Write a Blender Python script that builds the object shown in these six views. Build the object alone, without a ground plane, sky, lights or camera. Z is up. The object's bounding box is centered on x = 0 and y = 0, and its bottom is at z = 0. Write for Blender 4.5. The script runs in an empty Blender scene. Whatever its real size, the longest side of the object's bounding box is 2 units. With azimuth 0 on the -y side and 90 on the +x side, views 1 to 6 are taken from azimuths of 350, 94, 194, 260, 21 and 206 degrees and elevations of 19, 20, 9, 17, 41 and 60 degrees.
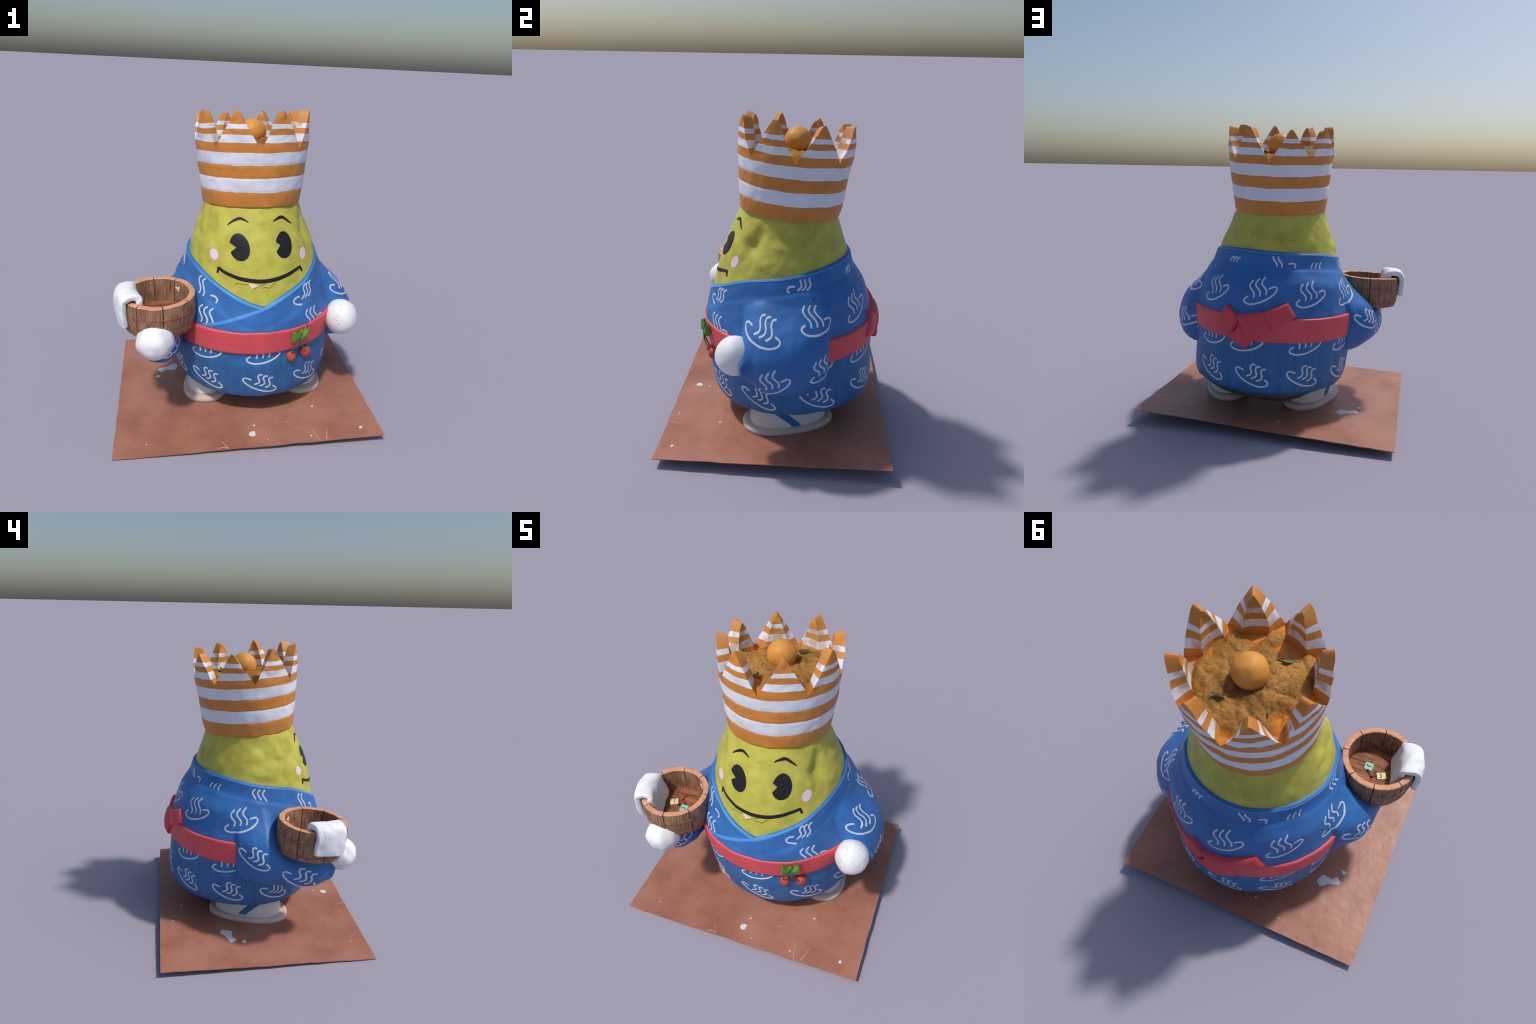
import bpy, bmesh, math, random
import numpy as np
from mathutils import Vector, Matrix, noise
from mathutils.bvhtree import BVHTree

random.seed(7)
RNG = np.random.default_rng(7)
scene = bpy.context.scene
col = scene.collection

# ------------------------------------------------------------------ helpers
def smooth(a, b, x):
    t = min(1.0, max(0.0, (x - a) / (b - a)))
    return t * t * (3 - 2 * t)

def nz(p, scale, seed=0.0):
    return noise.noise(Vector((p[0] * scale + seed, p[1] * scale + seed * 1.7, p[2] * scale - seed)))

def catmull(table, x, periodic=None):
    """smooth interpolation through (x, y) rows"""
    xs = [r[0] for r in table]
    if x <= xs[0]:
        return table[0][1]
    if x >= xs[-1]:
        return table[-1][1]
    i = int(np.searchsorted(xs, x, side="right")) - 1
    i = min(i, len(xs) - 2)
    x0, x1 = xs[i], xs[i + 1]
    y0, y1 = table[i][1], table[i + 1][1]
    def slope(j):
        if j <= 0 or j >= len(xs) - 1:
            k = max(0, min(j, len(xs) - 2))
            return (table[k + 1][1] - table[k][1]) / (xs[k + 1] - xs[k])
        return (table[j + 1][1] - table[j - 1][1]) / (xs[j + 1] - xs[j - 1])
    h = x1 - x0
    t = (x - x0) / h
    m0, m1 = slope(i) * h, slope(i + 1) * h
    return ((2 * t**3 - 3 * t**2 + 1) * y0 + (t**3 - 2 * t**2 + t) * m0
            + (-2 * t**3 + 3 * t**2) * y1 + (t**3 - t**2) * m1)

def closed_curve(ctrl, n):
    """closed Catmull-Rom through 2D control points, n samples"""
    c = np.array(ctrl, float)
    m = len(c)
    out = []
    for k in range(n):
        f = k / n * m
        i = int(f)
        t = f - i
        p0, p1, p2, p3 = c[(i - 1) % m], c[i % m], c[(i + 1) % m], c[(i + 2) % m]
        out.append(0.5 * ((2 * p1) + (p2 - p0) * t + (2 * p0 - 5 * p1 + 4 * p2 - p3) * t * t
                          + (3 * p1 - p0 - 3 * p2 + p3) * t**3))
    return np.array(out)

def mesh_obj(name, verts, faces, mat=None, parent=None, smooth_angle=None):
    me = bpy.data.meshes.new(name)
    me.from_pydata([tuple(map(float, v)) for v in verts], [], faces)
    me.update()
    return wrap(name, me, mat, parent, smooth_angle)

def wrap(name, me, mat=None, parent=None, smooth_angle=None):
    ob = bpy.data.objects.new(name, me)
    col.objects.link(ob)
    if mat is not None:
        for m in (mat if isinstance(mat, (list, tuple)) else [mat]):
            me.materials.append(m)
    if parent is not None:
        ob.parent = parent
    if smooth_angle is None:
        me.shade_smooth()
    elif smooth_angle > 0:
        me.shade_smooth()
        me.set_sharp_from_angle(angle=math.radians(smooth_angle))
    return ob

def loft(rings, cap=(True, True), closed=True):
    """rings: list of equally long point lists -> verts, faces (outward if ccw seen from the end)"""
    n = len(rings[0])
    verts = [p for r in rings for p in r]
    faces = []
    span = n if closed else n - 1
    for j in range(len(rings) - 1):
        for i in range(span):
            a, b = j * n + i, j * n + (i + 1) % n
            faces.append((a, b, b + n, a + n))
    for which, j in ((0, 0), (1, len(rings) - 1)):
        if cap[which]:
            c = np.mean(np.array(rings[j], float), axis=0)
            verts.append(c)
            k = len(verts) - 1
            for i in range(n):
                a, b = j * n + i, j * n + (i + 1) % n
                faces.append((b, a, k) if which == 0 else (a, b, k))
    return verts, faces

def fix_normals(ob):
    bm = bmesh.new()
    bm.from_mesh(ob.data)
    bmesh.ops.recalc_face_normals(bm, faces=bm.faces)
    bm.to_mesh(ob.data)
    bm.free()
    return ob

def apply_mods(ob):
    dg = bpy.context.evaluated_depsgraph_get()
    dg.update()
    me = bpy.data.meshes.new_from_object(ob.evaluated_get(dg))
    old = ob.data
    ob.modifiers.clear()
    ob.data = me
    bpy.data.meshes.remove(old)
    return ob

def bvh_of(*obs):
    vs, fs = [], []
    for o in obs:
        k = len(vs)
        vs += [o.matrix_world @ v.co for v in o.data.vertices]
        fs += [tuple(i + k for i in p.vertices) for p in o.data.polygons]
    return BVHTree.FromPolygons(vs, fs)

def empty(name, parent=None, loc=(0, 0, 0)):
    e = bpy.data.objects.new(name, None)
    e.empty_display_size = 0.1
    e.location = loc
    col.objects.link(e)
    if parent:
        e.parent = parent
    return e

# ------------------------------------------------------------------ materials
def srgb(r, g, b):
    f = lambda c: (c / 255 / 12.92) if c / 255 <= 0.04045 else ((c / 255 + 0.055) / 1.055) ** 2.4
    return (f(r), f(g), f(b), 1.0)

class Mat:
    """small node builder around one Principled BSDF"""
    def __init__(s, name, rough=0.6, spec=0.3):
        s.m = bpy.data.materials.new(name)
        s.m.use_nodes = True
        s.t = s.m.node_tree
        s.t.nodes.clear()
        s.out = s.t.nodes.new("ShaderNodeOutputMaterial")
        s.b = s.t.nodes.new("ShaderNodeBsdfPrincipled")
        s.b.inputs["Roughness"].default_value = rough
        s.b.inputs["Specular IOR Level"].default_value = spec
        s.t.links.new(s.b.outputs[0], s.out.inputs[0])
        s.co = s.t.nodes.new("ShaderNodeTexCoord").outputs["Object"]
    def node(s, kind, **kw):
        n = s.t.nodes.new("ShaderNode" + kind)
        for k, v in kw.items():
            if hasattr(n, k):
                setattr(n, k, v)
            else:
                n.inputs[k].default_value = v
        return n
    def link(s, a, b):
        s.t.links.new(a, b)
    def coord(s, scale=(1, 1, 1), loc=(0, 0, 0), rot=(0, 0, 0)):
        n = s.node("Mapping")
        n.inputs["Scale"].default_value = scale
        n.inputs["Location"].default_value = loc
        n.inputs["Rotation"].default_value = rot
        s.link(s.co, n.inputs[0])
        return n.outputs[0]
    def noise(s, scale, detail=3, rough=0.6, vec=None, dist=0.0):
        n = s.node("TexNoise")
        n.inputs["Scale"].default_value = scale
        n.inputs["Detail"].default_value = detail
        n.inputs["Roughness"].default_value = rough
        n.inputs["Distortion"].default_value = dist
        s.link(vec if vec is not None else s.co, n.inputs["Vector"])
        return n.outputs[0]
    def voronoi(s, scale, vec=None, feature="F1"):
        n = s.node("TexVoronoi", feature=feature)
        n.inputs["Scale"].default_value = scale
        s.link(vec if vec is not None else s.co, n.inputs["Vector"])
        return n.outputs["Distance"]
    def ramp(s, fac, lo, hi, a=0.0, b=1.0):
        n = s.node("MapRange", interpolation_type="SMOOTHSTEP")
        n.inputs["From Min"].default_value = lo
        n.inputs["From Max"].default_value = hi
        n.inputs["To Min"].default_value = a
        n.inputs["To Max"].default_value = b
        s.link(fac, n.inputs["Value"])
        return n.outputs[0]
    def math(s, op, a, b=None):
        n = s.node("Math", operation=op)
        for i, v in enumerate((a, b)):
            if v is None:
                continue
            if isinstance(v, (int, float)):
                n.inputs[i].default_value = v
            else:
                s.link(v, n.inputs[i])
        return n.outputs[0]
    def mix(s, fac, a, b):
        n = s.node("Mix", data_type="RGBA")
        for key, v in ((0, fac), (6, a), (7, b)):
            if isinstance(v, (int, float, tuple)):
                n.inputs[key].default_value = v
            else:
                s.link(v, n.inputs[key])
        return n.outputs[2]
    def color(s, c):
        if isinstance(c, tuple):
            s.b.inputs["Base Color"].default_value = c
        else:
            s.link(c, s.b.inputs["Base Color"])
        return s
    def bump(s, height, strength=0.3, dist=0.004):
        n = s.node("Bump")
        n.inputs["Strength"].default_value = strength
        n.inputs["Distance"].default_value = dist
        s.link(height, n.inputs["Height"])
        s.link(n.outputs[0], s.b.inputs["Normal"])
        return s

def shade(c, k):
    return (min(1, c[0] * k), min(1, c[1] * k), min(1, c[2] * k), 1.0)

# base colours
YELLOW = srgb(187, 182, 77)
ORANGE = srgb(205, 133, 59)
WHITE = srgb(226, 230, 240)
BLUE = srgb(54, 110, 178)
LIGHTBLUE = srgb(74, 148, 214)
RED = srgb(222, 86, 94)
BLACK = srgb(30, 30, 36)
PINK = srgb(236, 206, 228)
BROWN = srgb(160, 104, 86)
WOOD = srgb(168, 130, 104)
RIM = srgb(214, 160, 126)

def paint(name, base, var=0.10, rough=0.55, spec=0.3, scale=7, streak=None, specks=None, bump=0.13, moss=None, bscale=60):
    m = Mat(name, rough, spec)
    n = m.noise(scale, 4, 0.6)
    c = m.mix(m.ramp(n, 0.3, 0.7), shade(base, 1 - var), shade(base, 1 + var * 0.6))
    if streak:                                   # vertical brush marks
        v = m.coord((38, 38, 1.2))
        k = m.ramp(m.noise(1.0, 3, 0.6, v), 0.35, 0.7, 0, streak)
        c = m.mix(k, c, shade(base, 0.62))
    if moss:                                     # greenish stains
        k = m.math("MULTIPLY", m.ramp(m.noise(9, 4, 0.6, m.coord(loc=(3, 1, 2))), 0.60, 0.74), moss)
        c = m.mix(k, c, srgb(150, 140, 40))
    if specks:                                   # dark pinholes
        col_s, amount = specks
        d = m.voronoi(55)
        g = m.ramp(m.noise(6, 2, 0.5, m.coord(loc=(7, 7, 1))), 0.42, 0.62, 0.06, amount)
        k = m.math("LESS_THAN", d, g)
        c = m.mix(m.math("MULTIPLY", k, 0.85), c, col_s)
    m.color(c)
    h = m.math("ADD", m.noise(bscale, 4, 0.65), m.math("MULTIPLY", m.noise(bscale / 5, 2), 1.5))
    m.bump(h, bump, 0.004)
    return m.m

M_YELLOW = paint("yellow_paint", YELLOW, 0.16, 0.5, 0.35, 8, moss=0.30)
M_BLUE = paint("blue_paint", BLUE, 0.13, 0.5, 0.35, 6)
M_SKIRT = paint("brushed_blue_paint", srgb(53, 111, 171), 0.12, 0.5, 0.35, 6, streak=0.55)
M_LBLUE = paint("light_blue_trim", LIGHTBLUE, 0.10, 0.5)
M_RED = paint("red_paint", RED, 0.08, 0.5, 0.35, 8)
M_BOW = paint("red_bow_paint", srgb(212, 74, 84), 0.08, 0.5, 0.35, 8)
M_WHITE = paint("white_paint", WHITE, 0.05, 0.55)
M_SYMBOL = paint("symbol_white", srgb(202, 211, 225), 0.04, 0.55)
M_HAND = paint("speckled_white", srgb(232, 234, 238), 0.05, 0.5, specks=(srgb(90, 86, 82), 0.17))
M_TOWEL = paint("towel_white", srgb(232, 234, 240), 0.05, 0.6, specks=(srgb(120, 112, 96), 0.20))
M_BLACK = paint("black_paint", BLACK, 0.15, 0.45)
M_PINK = paint("pink_paint", PINK, 0.04, 0.5)
M_SANDAL = paint("sandal_sole", srgb(200, 184, 176), 0.08, 0.6)
M_SOCK = paint("sock_white", srgb(212, 210, 210), 0.06, 0.6)
M_STRAP = paint("strap_blue", srgb(44, 112, 156), 0.1, 0.5)
M_GREEN = paint("leaf_green", srgb(94, 142, 58), 0.14, 0.5)
M_STEM = paint("stem_green", srgb(70, 110, 62), 0.12, 0.5)
M_CHERRY = paint("cherry_red", srgb(188, 78, 68), 0.16, 0.55)
M_BALL = paint("orange_ball", srgb(214, 148, 68), 0.14, 0.5, moss=0.5, specks=(srgb(120, 84, 40), 0.10))

def crown_stripes():
    m = Mat("striped_crown_paint", 0.5, 0.35)
    sep = m.node("SeparateXYZ")
    m.link(m.co, sep.inputs[0])
    wob = m.math("MULTIPLY", m.math("SUBTRACT", m.noise(9, 3, 0.6), 0.5), 0.018)
    z = m.math("ADD", sep.outputs[2], wob)
    mask = None
    for lo, hi in ((0.095, 0.180), (0.257, 0.332), (0.389, 0.434), (0.468, 0.495)):
        k = m.math("MULTIPLY", m.math("GREATER_THAN", z, lo), m.math("LESS_THAN", z, hi))
        mask = k if mask is None else m.math("ADD", mask, k)
    n = m.noise(7, 4, 0.6)
    o = m.mix(m.ramp(n, 0.3, 0.7), shade(ORANGE, 0.9), shade(ORANGE, 1.06))
    moss = m.math("MULTIPLY", m.ramp(m.noise(8, 4, 0.6, m.coord(loc=(3, 1, 2))), 0.60, 0.74), 0.45)
    o = m.mix(moss, o, srgb(156, 140, 44))
    w = m.mix(m.ramp(n, 0.3, 0.7), shade(WHITE, 0.92), WHITE)
    c = m.mix(mask, o, w)
    # grime specks on faces that look inward / sideways
    pore = m.math("LESS_THAN", m.voronoi(95), m.ramp(m.noise(5, 3, 0.6, m.coord(loc=(9, 2, 4))), 0.54, 0.70, 0.0, 0.17))
    c = m.mix(m.math("MULTIPLY", pore, 0.6), c, srgb(84, 62, 36))
    # the inner sides of the points are weathered: porous, stained
    flat = m.node("CombineXYZ")
    m.link(sep.outputs[0], flat.inputs[0]); m.link(sep.outputs[1], flat.inputs[1])
    ln = m.node("VectorMath", operation="LENGTH")
    m.link(flat.outputs[0], ln.inputs[0])
    inner = m.math("MULTIPLY", m.ramp(ln.outputs["Value"], 0.345, 0.325), m.math("GREATER_THAN", sep.outputs[2], 0.346))
    stain = m.math("MULTIPLY", inner, m.ramp(m.noise(10, 4, 0.65, m.coord(loc=(6, 6, 2))), 0.42, 0.62, 0.0, 0.65))
    c = m.mix(stain, c, srgb(178, 140, 92))
    pore = m.math("LESS_THAN", m.voronoi(120), m.ramp(m.noise(7, 3, 0.6, m.coord(loc=(1, 2, 9))), 0.4, 0.65, 0.0, 0.30))
    c = m.mix(m.math("MULTIPLY", m.math("MULTIPLY", pore, inner), 0.6), c, srgb(90, 66, 38))
    m.color(c)
    h = m.math("ADD", m.noise(50, 4, 0.65), m.math("MULTIPLY", m.noise(12, 2), 1.5))
    m.bump(h, 0.25, 0.004)
    return m.m
M_CROWN = crown_stripes()

def straw_floor():
    m = Mat("weathered_orange_straw", 0.8, 0.15)
    v = m.coord((14, 34, 18), rot=(0, 0, 0.6))
    f = m.noise(3.2, 6, 0.75, v, 2.5)
    big = m.noise(5, 3, 0.6)
    c = m.mix(m.ramp(big, 0.35, 0.65), srgb(170, 116, 54), srgb(198, 148, 82))
    c = m.mix(m.ramp(f, 0.47, 0.60, 0, 0.85), c, srgb(92, 68, 40))
    c = m.mix(m.ramp(m.noise(6, 4, 0.6, m.coord(loc=(2, 9, 4))), 0.52, 0.68, 0, 0.7), c, srgb(110, 76, 42))
    c = m.mix(m.ramp(m.noise(9, 4, 0.6, m.coord(loc=(5, 1, 8))), 0.56, 0.7, 0, 0.7), c, srgb(104, 92, 48))
    # smooth orange paint survives in the hollows beside the spikes
    sep = m.node("SeparateXYZ")
    m.link(m.co, sep.inputs[0])
    low = m.ramp(m.math("ADD", sep.outputs[2], m.math("MULTIPLY", m.noise(12, 3), 0.016)), 0.372, 0.362)
    c = m.mix(low, c, m.mix(m.ramp(big, 0.3, 0.7), srgb(188, 108, 36), srgb(206, 130, 54)))
    m.color(c)
    m.bump(f, 0.5, 0.008)
    return m.m
M_STRAW = straw_floor()

def board_mat():
    m = Mat("brown_painted_board", 0.42, 0.4)
    n = m.noise(3.2, 5, 0.6)
    c = m.mix(m.ramp(n, 0.3, 0.7), srgb(149, 97, 78), srgb(169, 116, 97))
    c = m.mix(m.ramp(m.noise(1.6, 3, 0.55, m.coord(loc=(2, 3, 0))), 0.45, 0.65, 0, 0.35), c, srgb(180, 130, 113))
    c = m.mix(m.ramp(m.noise(11, 5, 0.7, m.coord(loc=(4, 4, 0))), 0.5, 0.75, 0, 0.35), c, srgb(140, 82, 56))
    dust = m.math("LESS_THAN", m.voronoi(16), m.ramp(m.noise(3, 2, 0.5, m.coord(loc=(1, 6, 0))), 0.4, 0.7, 0.0, 0.05))
    c = m.mix(m.math("MULTIPLY", dust, 0.8), c, srgb(220, 196, 182))
    fine = m.ramp(m.noise(120, 3, 0.7), 0.62, 0.75, 0, 0.25)
    c = m.mix(fine, c, srgb(198, 150, 132))
    m.color(c)
    m.bump(m.math("ADD", m.noise(22, 4, 0.6), m.math("MULTIPLY", m.noise(7, 2), 2.0)), 0.25, 0.006)
    return m.m
M_BOARD = board_mat()

def wood_mat(name, base, dark, grain=(100, 100, 6)):
    m = Mat(name, 0.65, 0.25)
    info = m.node("ObjectInfo")
    off = m.node("CombineXYZ")
    m.link(m.math("MULTIPLY", info.outputs["Random"], 9.0), off.inputs[0])
    add = m.node("VectorMath", operation="ADD")
    m.link(m.coord(grain), add.inputs[0])
    m.link(off.outputs[0], add.inputs[1])
    g = m.noise(1.3, 5, 0.65, add.outputs[0], 0.4)
    c = m.mix(m.ramp(g, 0.34, 0.66), dark, base)
    c = m.mix(m.ramp(m.noise(14, 3, 0.6), 0.45, 0.7, 0, 0.4), c, shade(base, 1.25))
    m.color(c)
    m.bump(g, 0.4, 0.003)
    return m.m
M_WOOD = wood_mat("dark_wood_grain", WOOD, srgb(106, 72, 54))
M_RIM = wood_mat("pale_rim_wood", RIM, srgb(196, 138, 104), (40, 40, 40))
M_FLOOR = wood_mat("floor_wood_grain", srgb(160, 104, 76), srgb(104, 64, 46), (5, 50, 50))
M_SEAM = paint("dark_seam", srgb(58, 46, 42), 0.1, 0.8)
M_HOOP = paint("copper_hoop", srgb(150, 88, 54), 0.08, 0.5)
M_TAGC = paint("cream_tag", srgb(232, 222, 168), 0.05, 0.6)
M_TAGB = paint("aqua_tag", srgb(146, 206, 190), 0.12, 0.6, scale=30)
M_INK = paint("tag_ink", srgb(70, 110, 116), 0.1, 0.6)
M_CORD = paint("red_cord", srgb(190, 40, 44), 0.1, 0.6)
M_SPLAT = paint("pale_splash", srgb(210, 217, 220), 0.06, 0.6)
M_STRAWBIT = paint("dry_straw", srgb(214, 186, 150), 0.06, 0.7)
M_PLASTER = paint("bare_plaster", srgb(226, 218, 196), 0.10, 0.8)
M_CRACK = paint("crack_dark", srgb(92, 84, 42), 0.1, 0.8)
M_DEBRIS = paint("dry_leaf", srgb(120, 116, 70), 0.25, 0.7, scale=40)
M_BARK = paint("dark_bark", srgb(86, 72, 56), 0.25, 0.8, scale=40)
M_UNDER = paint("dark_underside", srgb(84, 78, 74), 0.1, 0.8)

# ------------------------------------------------------------------ body frame
ZK = [.1, .2, .3, .4, .5, .6, .7, .85, .95, 1.05, 1.15, 1.25, 1.35, 1.45]
CXK = [.087, .087, .078, .069, .064, .064, .066, .069, .068, .065, .056, .049, .043, .034]
CYK = [.085, .085, .080, .073, .063, .055, .045, .033, .024, .019, .017, .019, .025, .035]
RK = [.512, .524, .538, .546, .551, .555, .540, .489, .463, .435, .407, .371, .332, .295]
def axis(z):
    return float(np.interp(z, ZK, CXK)), float(np.interp(z, ZK, CYK))
RTAB = list(zip(ZK, RK))
def body_r(z):
    return catmull(RTAB, z)
def polar(az, z, r):
    a = math.radians(az)
    cx, cy = axis(z)
    return np.array((cx + r * math.sin(a), cy - r * math.cos(a), z))

COLLAR = [(0, .857), (8, .894), (20, .942), (36, .995), (50, 1.04), (62, 1.07), (82, 1.098), (100, 1.122), (120, 1.147),
          (140, 1.162), (160, 1.168), (180, 1.163), (210, 1.150), (235, 1.135), (260, 1.102), (285, 1.068), (298, 1.05),
          (311, 1.015), (327, .961), (339, .918), (350, .881), (360, .857)]
BAND = [(0, .72), (4, .736), (19, .794), (29, .831), (43, .895), (60, .950), (72, .975), (97, 1.017), (119, 1.046), (135, 1.06),
        (165, 1.067), (190, 1.06), (205, 1.052), (228, 1.035), (245, 1.015), (263, .993), (277, .97), (287, .955),
        (307, .898), (318, .867), (328, .826), (334, .795), (342, .75), (360, .70)]
OVERLAP = [(318, .712), (320.5, .723), (330, .750), (340.6, .790), (351.4, .828), (360, .857)]
def collar(az): return catmull(COLLAR, az % 360)
def band(az): return catmull(BAND, az % 360)
def tilt_z(z0, az, r, tx=.03, ty=.055):
    a = math.radians(az)
    return z0 + tx * r * math.sin(a) - ty * r * math.cos(a)
def belt_bottom(az): return tilt_z(.578, az, .56, .03, .056)
def belt_top(az): return tilt_z(.737, az, .56, .025, .05)
def hem(az): return tilt_z(.235, az, .5, .03, .065)

statue = empty("festival_mascot_statue", loc=(0, 0, 0))
statue["label"] = "Pear-shaped mascot in blue robe with striped crown"
statue["category"] = "garden statue"

# ------------------------------------------------------------------ head
def dent(az, z, caz, cz, waz, wz, depth):
    d = ((az - caz + 180) % 360 - 180) / waz
    e = (z - cz) / wz
    return -depth * math.exp(-(d * d + e * e))
def hollow(az, z):
    return dent(az, z, 70, 1.12, 28, .15, .014) + dent(az, z, -40, .82, 18, .09, -.012) + dent(az, z, 225, .95, 22, .07, -.008)
def head_r(az, z):
    r = body_r(z) + hollow(az, z) * smooth(.85, .95, z)
    p = polar(az, z, r)
    a = (az + 180) % 360 - 180
    side = 0.35 + 0.65 * math.exp(-((abs(a) - 75) / 38) ** 2)
    fade = smooth(collar(az) - .03, collar(az) + .05, z)
    l = 0.011 * nz(p, 8, 3) + 0.005 * nz(p, 17, 8) + 0.0012 * nz(p, 36, 1)
    d = dent(az, z, 57, 1.245, 9, .05, .030) + dent(az, z, 64, 1.31, 8, .08, .020) + dent(az, z, 70, 1.17, 7, .03, -.008)
    d += dent(az, z, -70, 1.24, 6, .03, .009) + dent(az, z, -95, 1.22, 7, .03, .010) + dent(az, z, -52, 1.31, 5, .06, .006)
    d += dent(az, z, 16, 1.355, 3, .02, .004) + dent(az, z, 48, 1.2, 4, .03, -.005)
    return r + fade * (l * side + d)
NA = 360
head_rings = []
for j in range(141):
    z = .70 + (1.455 - .70) * j / 140
    head_rings.append([polar(i * 360 / NA, z, head_r(i * 360 / NA, z)) for i in range(NA)])
v, f = loft(head_rings)
head = mesh_obj("head", v, f, M_YELLOW, statue)

# ------------------------------------------------------------------ robe with sleeves (one fused surface)
def robe_r(az, z):
    a = az % 360
    r = body_r(z)
    s = (a + 180) % 360 - 180
    back = smooth(35, 120, abs(s))
    c, b = collar(a), band(a)
    t = .018 - .011 * math.exp(-((s - 72) / 34) ** 2) + .004 * math.exp(-((s + 15) / 25) ** 2)
    low = smooth(b + .012, b - .014, z)
    deep = smooth(b, b - .11, z)
    t += low * (.005 + .006 * back) + deep * (.000 + .027 * back) - .016 * back * smooth(.88, .74, z)
    if a >= 318:                                     # the panel that runs under the overlap
        o = catmull(OVERLAP, a)
        t -= .007 * smooth(o - .003, o + .006, z) * smooth(318, 324, a)
    p = polar(az, z, r)
    t += .004 * nz(p, 7, 5) + .0022 * nz(p, 17, 2)
    t -= .010 * math.exp(-(s / 45) ** 2) * smooth(.80, .72, z)
    return r + t + hollow(az, z)
NR = 540
rob = []
levels = 110
for j in range(levels + 1):
    ring = []
    for i in range(NR):
        az = i * 360 / NR
        top = collar(az)
        zlow = belt_top(az) - .035
        z = zlow + (top - zlow) * j / levels
        r = robe_r(az, z)
        r -= .022 * smooth(belt_top(az) - .002, belt_top(az) - .014, z)
        d = top - z
        if d < .008:
            r -= .006 * (1 - d / .008) ** 2
        ring.append(polar(az, z, r))
    rob.append(ring)
rob.append([polar(i * 360 / NR, collar(i * 360 / NR) + .002, body_r(collar(i * 360 / NR)) - .03) for i in range(NR)])
v, f = loft(rob)
robe_raw = mesh_obj("robe_raw", v, f)

def slice_loft(profile, slices, high=0.0, n=72):
    """profile: closed xz control points; slices: (y, scale about c, c, blend to circle, circle (x, z, rx, rz))"""
    base = closed_curve(profile, n)
    rings = []
    for y, k, c, b, circ in slices:
        kz = 1 - (1 - k) * .22
        pts = np.array(c) + np.array((k, kz)) * (base - np.array(c))
        if b > 0:
            ang = np.arctan2(base[:, 1] - base[:, 1].mean(), base[:, 0] - base[:, 0].mean())
            q = np.stack([circ[0] + circ[2] * np.cos(ang), circ[1] + circ[3] * np.sin(ang)], 1)
            be = b * (1 - high * np.clip((base[:, 1] - .70) / .16, 0, 1))[:, None]
            pts = pts * (1 - be) + q * be
        rings.append([(p[0], y, p[1]) for p in pts])
    return rings

RIGHT = [(.40, 1.02), (.52, .985), (.61, .905), (.703, .818), (.760, .72), (.782, .62), (.772, .53), (.724, .468), (.655, .445),
         (.55, .455), (.42, .50), (.36, .70), (.36, .90)]
CR = (.46, .72)
HC = (.648, .67, .128, .130)
right_slices = [(-.195, .30, CR, 1, (.645, .67, .112, .112)), (-.185, .44, CR, 1, HC), (-.165, .60, CR, .84, HC), (-.13, .80, CR, .40, HC),
                (-.08, .95, CR, .12, HC), (-.03, .99, CR, .03, HC), (.04, 1, CR, 0, HC), (.10, 1, CR, 0, HC), (.16, .96, CR, 0, HC),
                (.21, .86, CR, 0, HC), (.25, .77, CR, 0, HC), (.28, .68, CR, 0, HC), (.300, .60, CR, 0, HC), (.312, .48, CR, 0, HC), (.318, .2, CR, 0, HC)]
LEFT = [(-.33, 1.02), (-.42, .955), (-.49, .87), (-.565, .80), (-.635, .73), (-.664, .65), (-.654, .56), (-.620, .50), (-.57, .458),
        (-.50, .428), (-.38, .46), (-.30, .60), (-.28, .85)]
CL = (-.40, .70)
F1 = (-.540, .565, .128, .135)
left_slices = [(-.455, 1, CL, 1, (-.570, .60, .085, .085)), (-.44, 1, CL, 1, (-.566, .592, .102, .104)), (-.40, 1, CL, 1, (-.558, .584, .110, .116)),
               (-.32, 1, CL, 1, (-.555, .565, .132, .140)), (-.24, 1, CL, 1, (-.550, .562, .134, .138)), (-.17, 1, CL, .95, F1),
               (-.12, 1, CL, .78, F1), (-.085, 1, CL, .5, F1), (-.04, 1, CL, .18, F1), (.0, .99, CL, 0, F1), (.05, .93, CL, 0, F1), (.09, .84, CL, 0, F1),
               (.125, .72, CL, 0, F1), (.155, .60, CL, 0, F1), (.176, .53, CL, 0, F1), (.190, .42, CL, 0, F1), (.197, .2, CL, 0, F1)]
raws = [robe_raw]
for prof, sl, hi in ((RIGHT, right_slices, .85), (LEFT, left_slices, .0)):
    rings = slice_loft(prof, sl, hi)
    v, f = loft(rings)
    raws.append(fix_normals(mesh_obj("sleeve_raw", v, f)))
# join, fuse with a voxel remesh, relax
vs, fs = [], []
for o in raws:
    fix_normals(o)
    k = len(vs)
    vs += [v.co[:] for v in o.data.vertices]
    fs += [tuple(i + k for i in p.vertices) for p in o.data.polygons]
    bpy.data.objects.remove(o)
fused = mesh_obj("robe_fused", vs, fs)
md = fused.modifiers.new("r", "REMESH")
md.mode = "VOXEL"
md.voxel_size = 0.0062
apply_mods(fused)
md = fused.modifiers.new("s", "SMOOTH")
md.factor = 0.5
md.iterations = 5
apply_mods(fused)
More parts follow.
